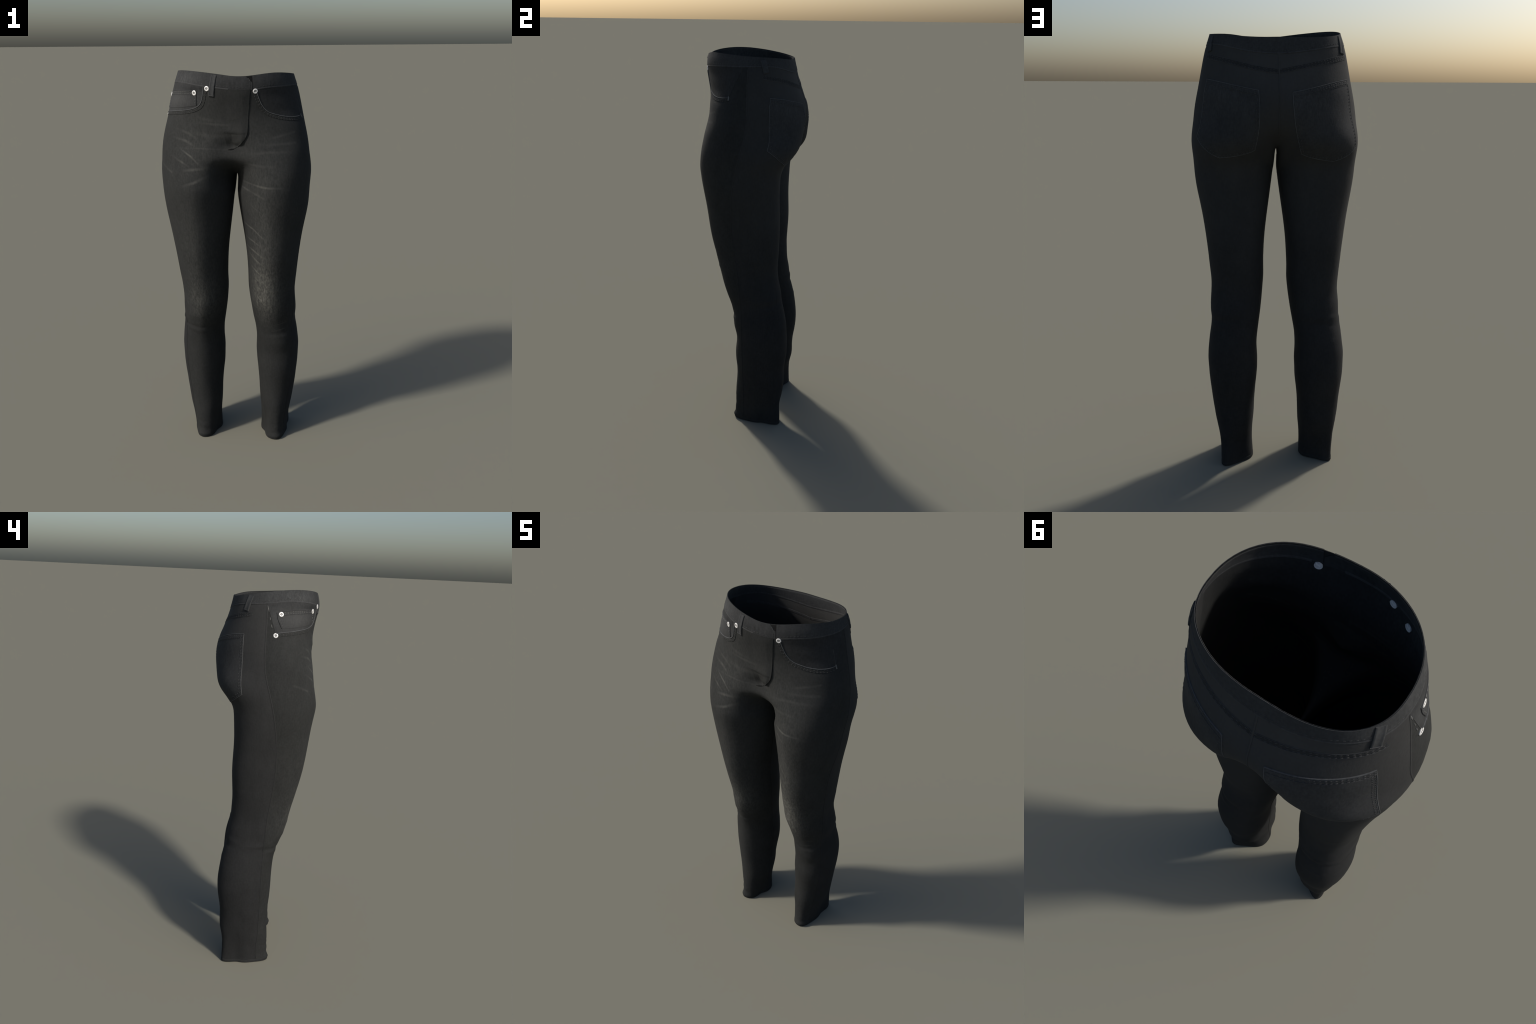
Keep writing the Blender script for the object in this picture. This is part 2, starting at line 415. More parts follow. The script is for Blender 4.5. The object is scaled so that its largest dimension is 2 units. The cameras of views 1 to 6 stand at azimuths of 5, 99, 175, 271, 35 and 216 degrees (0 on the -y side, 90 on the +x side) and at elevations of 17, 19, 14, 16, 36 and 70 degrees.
def denim(name, base, streaks=(), zones=(), tint=(1, 1, 1), speck=1.0, bump=0.25, front=1.0):
    m = bpy.data.materials.new(name); m.use_nodes = True
    nt = m.node_tree; N = nt.nodes; L = nt.links.new
    bsdf = N["Principled BSDF"]
    bsdf.inputs["Roughness"].default_value = 0.9
    bsdf.inputs["Specular IOR Level"].default_value = 0.12
    tc = N.new("ShaderNodeTexCoord"); P = tc.outputs["Object"]

    def math_(op, a, b=None, c=None):
        n = N.new("ShaderNodeMath"); n.operation = op
        for i, v in enumerate((a, b, c)):
            if v is None: continue
            if isinstance(v, (int, float)): n.inputs[i].default_value = v
            else: L(v, n.inputs[i])
        return n.outputs[0]

    def tex(scale, detail, vec):
        mp = N.new("ShaderNodeMapping"); mp.inputs["Scale"].default_value = vec; L(P, mp.inputs["Vector"])
        n = N.new("ShaderNodeTexNoise"); n.inputs["Scale"].default_value = scale; n.inputs["Detail"].default_value = detail
        L(mp.outputs[0], n.inputs["Vector"]); return n.outputs["Fac"]
    thread = tex(170, 3, (1, 1, .38))          # vertical yarn
    cross = tex(210, 2, (.4, .4, 1))           # weft
    slub = tex(38, 4, (1, 1, .35))
    mps = N.new("ShaderNodeMapping"); mps.inputs["Rotation"].default_value = (0, math.radians(38), 0); mps.inputs["Scale"].default_value = (1, .6, .3)
    scr = N.new("ShaderNodeTexNoise"); scr.inputs["Scale"].default_value = 95; scr.inputs["Detail"].default_value = 3
    L(P, mps.inputs["Vector"]); L(mps.outputs[0], scr.inputs["Vector"]); scratch = scr.outputs["Fac"]   # slanting scuffs
    blotch = tex(9, 3, (1, 1, .8))
    wear = None
    for pts, w, k in streaks:
        nseg = len(pts) - 1
        fade = [0.15 if i in (0, nseg) else 1.0 for i in range(nseg + 1)]
        if nseg == 1: fade = [.5, .9]
        for i in range(nseg):
            g = N.new("ShaderNodeGroup"); g.node_tree = STROKE
            L(P, g.inputs["P"])
            g.inputs["A"].default_value = pts[i]; g.inputs["B"].default_value = pts[i + 1]
            g.inputs["Width"].default_value = w * .85; g.inputs["F0"].default_value = fade[i] * k * 2.25; g.inputs["F1"].default_value = fade[i + 1] * k * 2.25
            wear = g.outputs[0] if wear is None else math_('MAXIMUM', wear, g.outputs[0])
    if wear is not None:
        wear = math_('MULTIPLY', wear, math_('ADD', math_('MULTIPLY', slub, 1.5), .10))
    for c, r, k, *plainwash in zones:
        a = N.new("ShaderNodeVectorMath"); a.operation = 'SUBTRACT'; L(P, a.inputs[0]); a.inputs[1].default_value = c
        b = N.new("ShaderNodeVectorMath"); b.operation = 'DIVIDE'; L(a.outputs[0], b.inputs[0]); b.inputs[1].default_value = r
        d = N.new("ShaderNodeVectorMath"); d.operation = 'DOT_PRODUCT'; L(b.outputs[0], d.inputs[0]); L(b.outputs[0], d.inputs[1])
        e = math_('EXPONENT', math_('MULTIPLY', d.outputs["Value"], -1.1))
        # worn cloth shows its weave more
        if plainwash:                                 # even wash
            e = math_('MULTIPLY', e, k)
        else:
            e = math_('MULTIPLY', math_('MULTIPLY', e, k), math_('ADD', math_('MULTIPLY', math_('MULTIPLY', thread, scratch), 5.4), -.35))
        wear = e if wear is None else math_('ADD', wear, e)
    grain = math_('ADD', math_('MULTIPLY', math_('SUBTRACT', thread, .5), .6 * speck),
                  math_('ADD', math_('MULTIPLY', math_('SUBTRACT', cross, .5), .4 * speck),
                        math_('ADD', math_('MULTIPLY', math_('SUBTRACT', slub, .5), .28), math_('MULTIPLY', math_('SUBTRACT', blotch, .5), .45))))
    val = math_('MAXIMUM', math_('ADD', 1.0, grain), .45)
    if wear is not None: val = math_('ADD', val, math_('MULTIPLY', wear, 1.0))
    if front != 1.0:                                  # one bolt of cloth ends at the side seams
        sep = N.new("ShaderNodeSeparateXYZ"); L(P, sep.inputs[0])
        mr = N.new("ShaderNodeMapRange"); L(sep.outputs["Y"], mr.inputs[0])
        mr.inputs[1].default_value = .002; mr.inputs[2].default_value = .006; mr.inputs[3].default_value = front; mr.inputs[4].default_value = 1.0
        val = math_('MULTIPLY', val, mr.outputs[0])
    val = math_('MULTIPLY', val, base)
    cmb = N.new("ShaderNodeCombineColor")
    warm = math_('MULTIPLY', math_('MINIMUM', math_('MAXIMUM', wear, 0), 2), .022) if wear is not None else None
    for i in range(3):
        c = math_('MULTIPLY', val, tint[i])
        if warm is not None and i != 1: c = math_('MULTIPLY', c, math_('ADD', 1.0, warm) if i == 0 else math_('SUBTRACT', 1.0, math_('MULTIPLY', warm, 1.6)))
        L(c, cmb.inputs[i])
    L(cmb.outputs[0], bsdf.inputs["Base Color"])
    bp = N.new("ShaderNodeBump"); bp.inputs["Strength"].default_value = bump; bp.inputs["Distance"].default_value = 0.0012
    L(math_('ADD', math_('ADD', thread, cross), math_('MULTIPLY', slub, .8)), bp.inputs["Height"])
    L(bp.outputs[0], bsdf.inputs["Normal"])
    return m


def plain(name, col, rough=.85, metal=0.0, spec=.2):
    m = bpy.data.materials.new(name); m.use_nodes = True
    nt = m.node_tree; b = nt.nodes["Principled BSDF"]
    tc = nt.nodes.new("ShaderNodeTexCoord"); n = nt.nodes.new("ShaderNodeTexNoise"); n.inputs["Scale"].default_value = 160
    nt.links.new(tc.outputs["Object"], n.inputs["Vector"])
    r = nt.nodes.new("ShaderNodeValToRGB"); nt.links.new(n.outputs["Fac"], r.inputs[0])
    r.color_ramp.elements[0].color = (*[c * .75 for c in col], 1); r.color_ramp.elements[1].color = (*[min(1, c * 1.2) for c in col], 1)
    r.color_ramp.elements[0].position = .3; r.color_ramp.elements[1].position = .7
    nt.links.new(r.outputs[0], b.inputs["Base Color"])
    b.inputs["Roughness"].default_value = rough; b.inputs["Metallic"].default_value = metal
    b.inputs["Specular IOR Level"].default_value = spec
    return m


WARM = (.962, 1.0, .985)
M_FRONT_A = denim("front_denim", .0220, STREAKS_A, ZONES_A, WARM)
M_FRONT_B = denim("front_denim_worn", .0220, STREAKS_B, ZONES_B, WARM)
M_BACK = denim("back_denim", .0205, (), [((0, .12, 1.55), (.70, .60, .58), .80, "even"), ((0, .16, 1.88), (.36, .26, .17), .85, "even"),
                                        ((.18, .27, 1.68), (.10, .10, .12), .2), ((-.18, .27, 1.68), (.10, .10, .12), .2)], (.975, 1.0, 1.02), .8)
M_BAND = denim("waistband_denim", .038, (), [((-.26, -.16, 1.965), (.12, .15, .04), .25), ((0, -.25, 1.94), (.16, .09, .06), -.25)], (.97, 1, 1.02), 1.0, front=1.04)
M_FACING = denim("pocket_facing_denim", .032, (), [((-.28, -.14, 1.865), (.13, .16, .06), .70, "even"), ((-.19, -.20, 1.918), (.10, .12, .016), -.35)], (.97, 1, 1.02), 1.1)
M_FACING_PLAIN = denim("plain_facing_denim", .0275, (), (), (.97, 1, 1.02), 1.0)
M_POCKET = denim("back_pocket_denim", .035, (), [((0, .22, 1.80), (.40, .30, .16), .25)], (.975, 1.0, 1.02), .8)
M_EDGE = denim("worn_edge_denim", .072, (), (), (.97, 1, 1.02), 1.0)
M_EDGE_DARK = denim("seam_edge_denim", .048, (), (), (.985, 1, 1.02), 1.0)
M_LOOP = denim("belt_loop_denim", .046, (), (), (.97, 1, 1.02), 1.0)
M_PUCKER = denim("puckered_denim", .029, (), (), (.97, 1, 1.02), 1.0)
M_THREAD = plain("stitch_thread", (.045, .045, .045))
M_THREAD_PALE = plain("pale_thread", (.13, .13, .125))
M_HEM = denim("hem_denim", .0215, (), (), (.97, 1.0, 1.0), .8)
M_NEAR_BLACK = plain("near_black", (.006, .006, .006))
M_METAL = plain("silver_metal", (.72, .71, .69), .35, .15, .5)
M_METAL_DARK = plain("dark_metal", (.03, .03, .03), .5, .0, .4)

# ------------------------------------------------------------------ objects
root = bpy.data.objects.new("denim_trousers", None)
bpy.context.scene.collection.objects.link(root)
root["label"] = "dark charcoal washed skinny denim trousers standing upright, empty"
root["category"] = "jeans"


def add(name, verts, faces, mat, parent=root, sharp=None, normals=None):
    me = bpy.data.meshes.new(name)
    me.from_pydata([tuple(v) for v in verts], [], faces)
    me.polygons.foreach_set("use_smooth", [True] * len(me.polygons))
    me.materials.append(mat); me.update()
    if sharp is not None: me.set_sharp_from_angle(angle=math.radians(sharp))
    if normals is not None: me.normals_split_custom_set_from_vertices(normals)
    ob = bpy.data.objects.new(name, me)
    bpy.context.scene.collection.objects.link(ob); ob.parent = parent
    return ob


bm = build_body()
bm.verts.index_update(); bm.verts.ensure_lookup_table()
SKIN = BVHTree.FromBMesh(bm)
reg = bm.faces.layers.int["region"]
CLOTH = 0.003
vo = [v.co.copy() for v in bm.verts]; vn = [v.normal.copy() for v in bm.verts]
parts = {r: [] for r in (1, 2, 3, 4)}
nV = len(vo)
for f in bm.faces:
    ids = [v.index for v in f.verts]
    parts[f[reg]].append(ids)
    parts[f[reg]].append([i + nV for i in reversed(ids)])
for e in bm.edges:
    if len(e.link_faces) == 1:
        f = e.link_faces[0]
        l = next(l for l in f.loops if l.edge == e)
        a, b = l.vert.index, l.link_loop_next.vert.index
        parts[f[reg]].append([b, a, a + nV, b + nV])
allv = vo + [c - n * CLOTH for c, n in zip(vo, vn)]
alln = vn + [-n for n in vn]
for r, nm, mat in ((1, "front_panel", M_FRONT_A), (3, "front_panel", M_FRONT_B), (2, "back_panel", M_BACK), (4, "back_panel", M_BACK)):
    used = sorted({i for f in parts[r] for i in f}); mp = {o: k for k, o in enumerate(used)}
    add(nm, [allv[i] for i in used], [[mp[i] for i in f] for f in parts[r]], mat, normals=[alln[i] for i in used])
bm.free()


def snap(p):
    loc, n, i, d = SKIN.find_nearest(Vector(p))
    return loc, n


def smooth_normal(p, r=0.006):
    """surface normal averaged over a few nearby points"""
    loc, n = snap(p)
    t = n.orthogonal().normalized(); b = n.cross(t)
    acc = n.copy()
    for d in (t, -t, b, -b): acc += snap(loc + d * r)[1]
    return loc, acc.normalized()


def curve(pts, step=0.005):
    """smooth line through guide points, laid on the cloth"""
    P = [Vector(p) for p in pts]
    out = []
    for i in range(len(P) - 1):
        a = P[i - 1] if i else P[i] * 2 - P[i + 1]; d = P[i + 2] if i + 2 < len(P) else P[i + 1] * 2 - P[i]
        b, c = P[i], P[i + 1]
        n = max(2, int((c - b).length / step))
        for k in range(n):
            t = k / n
            out.append(.5 * ((2 * b) + (c - a) * t + (2 * a - 5 * b + 4 * c - d) * t * t + (3 * b - a - 3 * c + d) * t ** 3))
    out.append(P[-1])
    return out


def frames(line):
    F = []
    sm = [smooth_normal(p) for p in line]
    for i in range(len(line)):
        t = (sm[min(i + 1, len(sm) - 1)][0] - sm[max(i - 1, 0)][0]).normalized()
        n = sm[i][1]
        F.append((sm[i][0], t, n, n.cross(t).normalized()))
    return F


def ribbon(name, pts, width, height, mat, parent=root, shift=0.0, lift=0.0, step=0.005, crown=0.35, taper=False):
    """raised strip of cloth along a line; shift moves it sideways on the surface"""
    F = frames(curve(pts, step)); V = []; Fc = []
    prof = [(-.5, -.6), (-.5, .72), (-.36, 1.0), (0, 1 + crown * .3), (.36, 1.0), (.5, .72), (.5, -.6)]
    K = len(prof)
    for i, (p, t, n, s) in enumerate(F):
        k = 1.0
        if taper: k = max(.15, min(1, 4 * min(i, len(F) - 1 - i) / len(F)))
        for a, h in prof:
            q, nn = snap(p + s * (shift + a * width * k))
            V.append(q + n * (lift + h * height))
    for i in range(len(F) - 1):
        for j in range(K - 1):
            Fc.append([i * K + j, i * K + j + 1, (i + 1) * K + j + 1, (i + 1) * K + j])
    Fc.append(list(range(K))); Fc.append([(len(F) - 1) * K + j for j in reversed(range(K))])
    return add(name, V, Fc, mat, parent, sharp=50)


def stitches(name, lines, mat, parent=root, length=.0075, gap=.0055, width=.0022, height=.0012, lift=0.0008):
    """rows of short raised thread stitches, joined; lines: list of (points, shift)"""
    V = []; Fc = []
    for pts, shift in lines:
        F = frames(curve(pts, 0.002))
        acc = 0.0; start = 0
        dist = [0.0]
        for i in range(1, len(F)): dist.append(dist[-1] + (F[i][0] - F[i - 1][0]).length)
        x = gap
        while x + length < dist[-1]:
            m = x + length / 2
            i = min(range(len(dist)), key=lambda k: abs(dist[k] - m))
            p, t, n, s = F[i]
            q, nn = snap(p + s * shift); c = q + n * lift
            b = len(V)
            for dx, w, h in ((-.5, .35, .1), (-.3, 1, 1), (.3, 1, 1), (.5, .35, .1)):
                V.extend([c + t * (dx * length) - s * (w * width / 2) - n * .001, c + t * (dx * length) - s * (w * width * .3) + n * (h * height),
                          c + t * (dx * length) + s * (w * width * .3) + n * (h * height), c + t * (dx * length) + s * (w * width / 2) - n * .001])
            for r in range(3):
                for j in range(3):
                    a = b + r * 4 + j
                    Fc.append([a, a + 4, a + 5, a + 1])
            Fc.append([b, b + 1, b + 2, b + 3]); Fc.append([b + 15, b + 14, b + 13, b + 12])
            x += length + gap
    ob = add(name, V, Fc, mat, parent); ob["kind"] = "stuff"
    return ob


def resample(line, n):
    d = [0.0]
    for i in range(1, len(line)): d.append(d[-1] + (line[i] - line[i - 1]).length)
    out = []
    for k in range(n + 1):
        x = d[-1] * k / n
        i = 1
        while i < len(d) - 1 and d[i] < x: i += 1
        t = (x - d[i - 1]) / max(1e-9, d[i] - d[i - 1])
        out.append(line[i - 1].lerp(line[i], min(1, max(0, t))))
    return out


def patch(name, top, bottom, left, right, mat, height, parent=root, nu=24, nv=24, hfun=None, base=-.001):
    """sheet of cloth filling four boundary lines (top/bottom run left to right, sides run down), laid on the body"""
    T, B, Lf, R = resample(curve(top), nu), resample(curve(bottom), nu), resample(curve(left), nv), resample(curve(right), nv)
    V = []; Fc = []
    for j in range(nv + 1):
        v = j / nv
        for i in range(nu + 1):
            u = i / nu
            p = T[i] * (1 - v) + B[i] * v + Lf[j] * (1 - u) + R[j] * u - (T[0] * (1 - u) * (1 - v) + T[nu] * u * (1 - v) + B[0] * (1 - u) * v + B[nu] * u * v)
            q, n = smooth_normal(p)
            h = height if hfun is None else hfun(u, v)
            V.append(q + n * h)
    W = nu + 1
    for j in range(nv):
        for i in range(nu):
            Fc.append([j * W + i, (j + 1) * W + i, (j + 1) * W + i + 1, j * W + i + 1])
    # border turned down to the cloth below
    loop = [i for i in range(W)] + [j * W + nu for j in range(1, nv + 1)] + [nv * W + i for i in range(nu - 1, -1, -1)] + [j * W for j in range(nv - 1, 0, -1)]
    b0 = len(V)
    for k in loop:
        q, n = snap(V[k]); V.append(q + n * base)
    m = len(loop)
    for k in range(m):
        Fc.append([loop[k], loop[(k + 1) % m], b0 + (k + 1) % m, b0 + k])
    return add(name, V, Fc, mat, parent, sharp=50)


# ------------------------------------------------------------------ waistband
# height of the lower edge of the waistband by azimuth
BAND = Profile(np.array([[-67, 1.919], [-51, 1.928], [-35, 1.932], [-19, 1.934], [0, 1.935], [18, 1.936], [33, 1.926], [48, 1.911], [65, 1.901],
                         [87, 1.896], [103, 1.899], [125, 1.909], [146, 1.923], [159, 1.931], [179, 1.938], [190, 1.945],
                         [199, 1.950], [213, 1.949], [224, 1.945], [240, 1.936], [255, 1.929], [267, 1.923], [292, 1.917]]))


def around(phi, z):
    """point of the cloth at an azimuth (degrees) and height, seen from outside"""
    a = math.radians(phi); d = Vector((math.cos(a), math.sin(a), 0))
    h = SKIN.ray_cast(Vector((0, 0, z)) + d, -d)
    return h[0], h[1]


def band_z(phi): return float(BAND(phi)[0])


def hip_normal(phi, z):
    p, n = around(phi, z)
    return smooth_normal(p)


V = []; Fc = []
NP, NVV = 190, 7
prof_n = None
for i in range(NP + 1):
    row = []
    f = i / NP
    for k in range(NVV + 1):
        v = k / NVV
        # the buttoned end is cut on a slant
        end = 287.0 + 6.0 * min(1.0, v / .45)
        phi = -66.5 + f * (end + 66.5)
        a = math.radians(phi)
        rz = rim_z(math.cos(a), math.sin(a))
        # rim_z works on the real azimuth of the edge
        z = (rz - .0035) + (band_z(phi) - rz) * v
        q, n = hip_normal(phi, min(z, rz - .004))
        q = Vector((q.x, q.y, z))
        row.append((q, n))
    pts = [row[NVV][0] - row[NVV][1] * .001] + [q + n * .0013 for q, n in reversed(row)]
    q, n = row[0]
    pts += [q + Vector((0, 0, .0036)) + n * .0004, q + Vector((0, 0, .0036)) - n * .0013]
    pts += [q - n * .0040 for q, n in row]
    V.extend(pts)
K = len(pts)
for i in range(NP):
    for j in range(K - 1):
        Fc.append([i * K + j, i * K + j + 1, (i + 1) * K + j + 1, (i + 1) * K + j])
Fc.append(list(reversed(range(K)))); Fc.append([NP * K + j for j in range(K)])
waistband = add("waistband", V, [list(reversed(f)) for f in Fc], M_BAND, sharp=50)


def band_line(p0, p1, dz, n=40):
    out = []
    for i in range(n + 1):
        phi = p0 + (p1 - p0) * i / n
        out.append(around(phi, band_z(phi) + dz)[0])
    return out


ribbon("waistband_seam", band_line(-66, 268, -.004), .006, .0016, M_EDGE_DARK, waistband)
stitches("waistband_stitching", [(band_line(-64, 285, .006), 0)], M_THREAD, waistband, lift=.0012, length=.009, gap=.006, height=.0008)

# ------------------------------------------------------------------ yoke and seams
YOKE_R = [(.290, .078, 1.884), (.286, .088, 1.880), (.217, .157, 1.862), (.134, .197, 1.841), (.062, .214, 1.827), (.002, .218, 1.820)]
YOKE_L = [(-.291, .075, 1.884), (-.282, .095, 1.878), (-.209, .162, 1.862), (-.141, .193, 1.848), (-.065, .211, 1.832), (-.002, .218, 1.820)]
for Y in (YOKE_R, YOKE_L):
    k = 1 if Y is YOKE_R else -1
    seam = ribbon("yoke_seam", Y, .017, .0008, M_PUCKER)
    ribbon("seam_edge", Y, .0026, .0014, M_EDGE_DARK, seam, shift=.0085 * -k)
    ribbon("seam_edge", Y, .0022, .0011, M_EDGE_DARK, seam, shift=-.0095 * -k)
    stitches("yoke_stitching", [(Y, .0045 * -k), (Y, -.0045 * -k)], M_THREAD, seam, lift=.0009, length=.0085, gap=.0065, width=.0032, height=.0010)
ribbon("centre_back_seam", [(0, .195, 1.893), (0, .218, 1.82), (0, .24, 1.75), (0, .252, 1.69), (0, .25, 1.64), (0, .225, 1.60), (0, .18, 1.56)],
       .006, .0014, M_BACK)


def side_line(s, z0, z1, n=60):
    out = []
    for i in range(n + 1):
        z = z0 + (z1 - z0) * i / n
        out.append(outer_point(s, 0.0, z))
    return out


def inseam_line(s, z0, z1, n=50):
    return [inner_point(s, (NI // 2) / NI, z0 + (z1 - z0) * i / n) for i in range(n + 1)]


for s in (-1, 1):
    ribbon("side_seam", side_line(s, 1.935, 0.012), .006, .0010, M_BACK, step=.012)
    ribbon("inseam", inseam_line(s, 1.46, 0.012), .005, .0010, M_BACK, step=.012)

# seam allowances on the inside
ribbon("inner_waist_seam", band_line(-60, 280, -.003), .010, -.0010, M_EDGE_DARK, waistband, lift=-CLOTH - .0003)
for Y in (YOKE_R, YOKE_L):
    ribbon("inner_yoke_seam", Y, .015, -.0010, M_EDGE_DARK, lift=-CLOTH - .0003)

# ------------------------------------------------------------------ back pockets
POCKETS = [dict(TL=(.296, .108, 1.788), TR=(.085, .240, 1.743),
                top=[(.219, .185, 1.771), (.151, .220, 1.756)],
                left=[(.312, .108, 1.730), (.325, .111, 1.663), (.338, .114, 1.594)], BL=(.351, .106, 1.548),
                right=[(.082, .252, 1.699), (.082, .257, 1.648), (.085, .246, 1.586)], BR=(.100, .203, 1.497), tip=(.250, .176, 1.464)),
           dict(TL=(-.052, .246, 1.735), TR=(-.296, .108, 1.787),
                top=[(-.116, .232, 1.748), (-.195, .200, 1.766)],
                left=[(-.057, .257, 1.669), (-.066, .245, 1.601), (-.080, .217, 1.536)], BL=(-.098, .182, 1.478),
                right=[(-.312, .110, 1.710), (-.324, .112, 1.640), (-.338, .112, 1.570)], BR=(-.350, .106, 1.503), tip=(-.238, .164, 1.446))]
for k in POCKETS:
    top = [k["TL"]] + k["top"] + [k["TR"]]
    left = [k["TL"]] + k["left"] + [k["BL"]]; right = [k["TR"]] + k["right"] + [k["BR"]]
    tip = Vector(k["tip"]); BL, BR = Vector(k["BL"]), Vector(k["BR"])
    bot = [k["BL"], tuple(BL.lerp(tip, .5)), k["tip"], tuple(BR.lerp(tip, .5)), k["BR"]]
    pk = patch("back_pocket", top, bot, left, right, M_POCKET, .0016, nu=34, nv=36)
    edge = .0022
    ribbon("pocket_edge", top, .0034, .0030, M_EDGE, pk, shift=0)
    ribbon("pocket_edge", left, .0028, .0024, M_EDGE, pk, shift=.001)
    ribbon("pocket_edge", right, .0028, .0024, M_EDGE, pk, shift=-.001)
    b1 = [k["BL"], tuple(BL.lerp(tip, .5)), k["tip"]]; b2 = [k["tip"], tuple(BR.lerp(tip, .5)), k["BR"]]
    ribbon("pocket_edge", b1, .0028, .0024, M_EDGE, pk); ribbon("pocket_edge", b2, .0028, .0024, M_EDGE, pk)
    ribbon("pocket_hem", top, .018, .0023, M_POCKET, pk, shift=-.011)
    ribbon("pocket_edge", top, .0020, .0026, M_EDGE_DARK, pk, shift=-.022)
    stitches("pocket_stitching", [(top, -.007), (top, -.017)], M_THREAD, pk, lift=.0023, length=.008, gap=.006, width=.003)
    stitches("pocket_stitching", [(left, .006), (left, .015), (right, -.006), (right, -.015), (b1, .006), (b1, .015), (b2, .006), (b2, .015)],
             M_THREAD, pk, lift=.0016, length=.008, gap=.006, width=.003, height=.0010)

# ------------------------------------------------------------------ front pockets
OPEN_A = [(-.127, -.238, 1.928), (-.131, -.236, 1.899), (-.137, -.231, 1.870), (-.149, -.224, 1.846), (-.176, -.213, 1.830), (-.222, -.190, 1.819),
          (-.296, -.129, 1.809), (-.325, -.075, 1.803), (-.332, -.042, 1.797)]
OPEN_B = [(.122, -.238, 1.912), (.126, -.237, 1.896), (.135, -.231, 1.870), (.149, -.222, 1.840), (.175, -.211, 1.813), (.216, -.193, 1.798), (.263, -.166, 1.788),
          (.304, -.127, 1.785), (.326, -.086, 1.789)]


def facing_patch(name, s, opening, phi0, phi1, mat):
    """pocket bag cloth seen inside the opening: between waistband, opening line and side seam"""
    top = [around(phi0 + (phi1 - phi0) * i / 12, band_z(phi0 + (phi1 - phi0) * i / 12) - .006)[0] for i in range(13)]
    ln = curve(opening)
    # split the opening line: the steep part is one side, the flat part the bottom
    cut = next(i for i, p in enumerate(ln) if p.z < opening[0][2] - .075)
    side = [tuple(p) for p in ln[:cut + 1]]; bot = [tuple(p) for p in ln[cut:]]
    outer = [tuple(top[-1])] + [tuple(Vector(top[-1]).lerp(Vector(bot[-1]), t)) for t in (.33, .66)] + [bot[-1]]
    side[0] = tuple(top[0])
    if s > 0:
        return patch(name, [tuple(t) for t in top], bot, side, outer, mat, .0009, nu=22, nv=14)
    return patch(name, [tuple(t) for t in reversed(top)], bot[::-1], outer, side, mat, .0009, nu=22, nv=14)


fa = facing_patch("pocket_facing", -1, OPEN_A, 242, 179, M_FACING)
fb = facing_patch("pocket_facing", 1, OPEN_B, -63, -3, M_FACING_PLAIN)
for O_, fob, sh in ((OPEN_A, fa, 1), (OPEN_B, fb, -1)):
    ribbon("pocket_opening_edge", O_, .0042, .0034, M_EDGE, fob)
    ribbon("pocket_opening_hem", O_, .015, .0016, M_FRONT_A if sh > 0 else M_FRONT_B, fob, shift=.0095 * sh)
    stitches("pocket_stitching", [(O_, .007 * sh), (O_, .015 * sh)], M_THREAD, fob, lift=.0016, length=.008, gap=.006, width=.0026)
# frayed edge beside the side seam
for z0, z1 in ((1.925, 1.895), (1.872, 1.858), (1.840, 1.822)):
    ribbon("frayed_edge", [(-.300 - (1.93 - z) * .24, .004 - (1.93 - z) * .25, z) for z in (z0, (z0 + z1) / 2, z1)], .0035, .0016, M_THREAD_PALE, fa, taper=True)
# bar tack at the end of the plain pocket
ribbon("bar_tack", [(.327, -.088, 1.796), (.328, -.086, 1.776)], .006, .003, M_THREAD_PALE, fb)
ribbon("bar_tack", [(.320, -.095, 1.87), (.328, -.088, 1.79)], .0022, .0014, M_EDGE_DARK, fb)

# coin pocket
C_TL, C_TR = (-.309, -.043, 1.893), (-.163, -.223, 1.907)
c_top = [C_TL, (-.300, -.085, 1.902), (-.250, -.160, 1.908), (-.209, -.199, 1.910), C_TR]
c_left = [C_TL, (-.315, -.049, 1.863), (-.322, -.068, 1.822)]
c_right = [C_TR, (-.164, -.223, 1.880), (-.165, -.221, 1.842)]
c_bot = [(-.322, -.068, 1.815), (-.296, -.129, 1.820), (-.230, -.186, 1.828), (-.165, -.221, 1.838)]
coin = patch("coin_pocket", c_top, c_bot, c_left, c_right, M_FACING, .0022, nu=26, nv=12)
ribbon("pocket_edge", c_top, .003, .0034, M_EDGE_DARK, coin)
ribbon("pocket_edge", c_top, .0024, .0032, M_EDGE_DARK, coin, shift=-.018)
ribbon("pocket_edge", c_right, .003, .003, M_PUCKER, coin)
ribbon("pocket_edge", c_left, .003, .003, M_PUCKER, coin)
stitches("pocket_stitching", [(c_top, -.006), (c_top, -.013), (c_right, -.007), (c_left, .007)], M_THREAD_PALE, coin, lift=.0024, length=.007, gap=.007, width=.002)

# ------------------------------------------------------------------ fly
FLY = [(.098, -.242, 1.958), (.095, -.245, 1.930), (.092, -.247, 1.905), (.088, -.242, 1.871), (.083, -.233, 1.820), (.080, -.229, 1.788), (.077, -.226, 1.735), (.073, -.225, 1.708),
       (.062, -.223, 1.684), (.046, -.220, 1.667), (.030, -.215, 1.652), (.010, -.212, 1.642), (-.004, -.212, 1.638)]
f_left = [(-.030, -.250, 1.921), (-.036, -.235, 1.80), (-.036, -.225, 1.72), (-.024, -.216, 1.660), (-.006, -.212, 1.638)]
f_right = [(.0925, -.246, 1.916)] + FLY[2:9]
f_top = [f_left[0], (.01, -.252, 1.918), (.05, -.25, 1.917), f_right[0]]
f_bot = [f_left[-1], (.010, -.212, 1.642), (.030, -.215, 1.652), (.046, -.220, 1.667), FLY[8]]


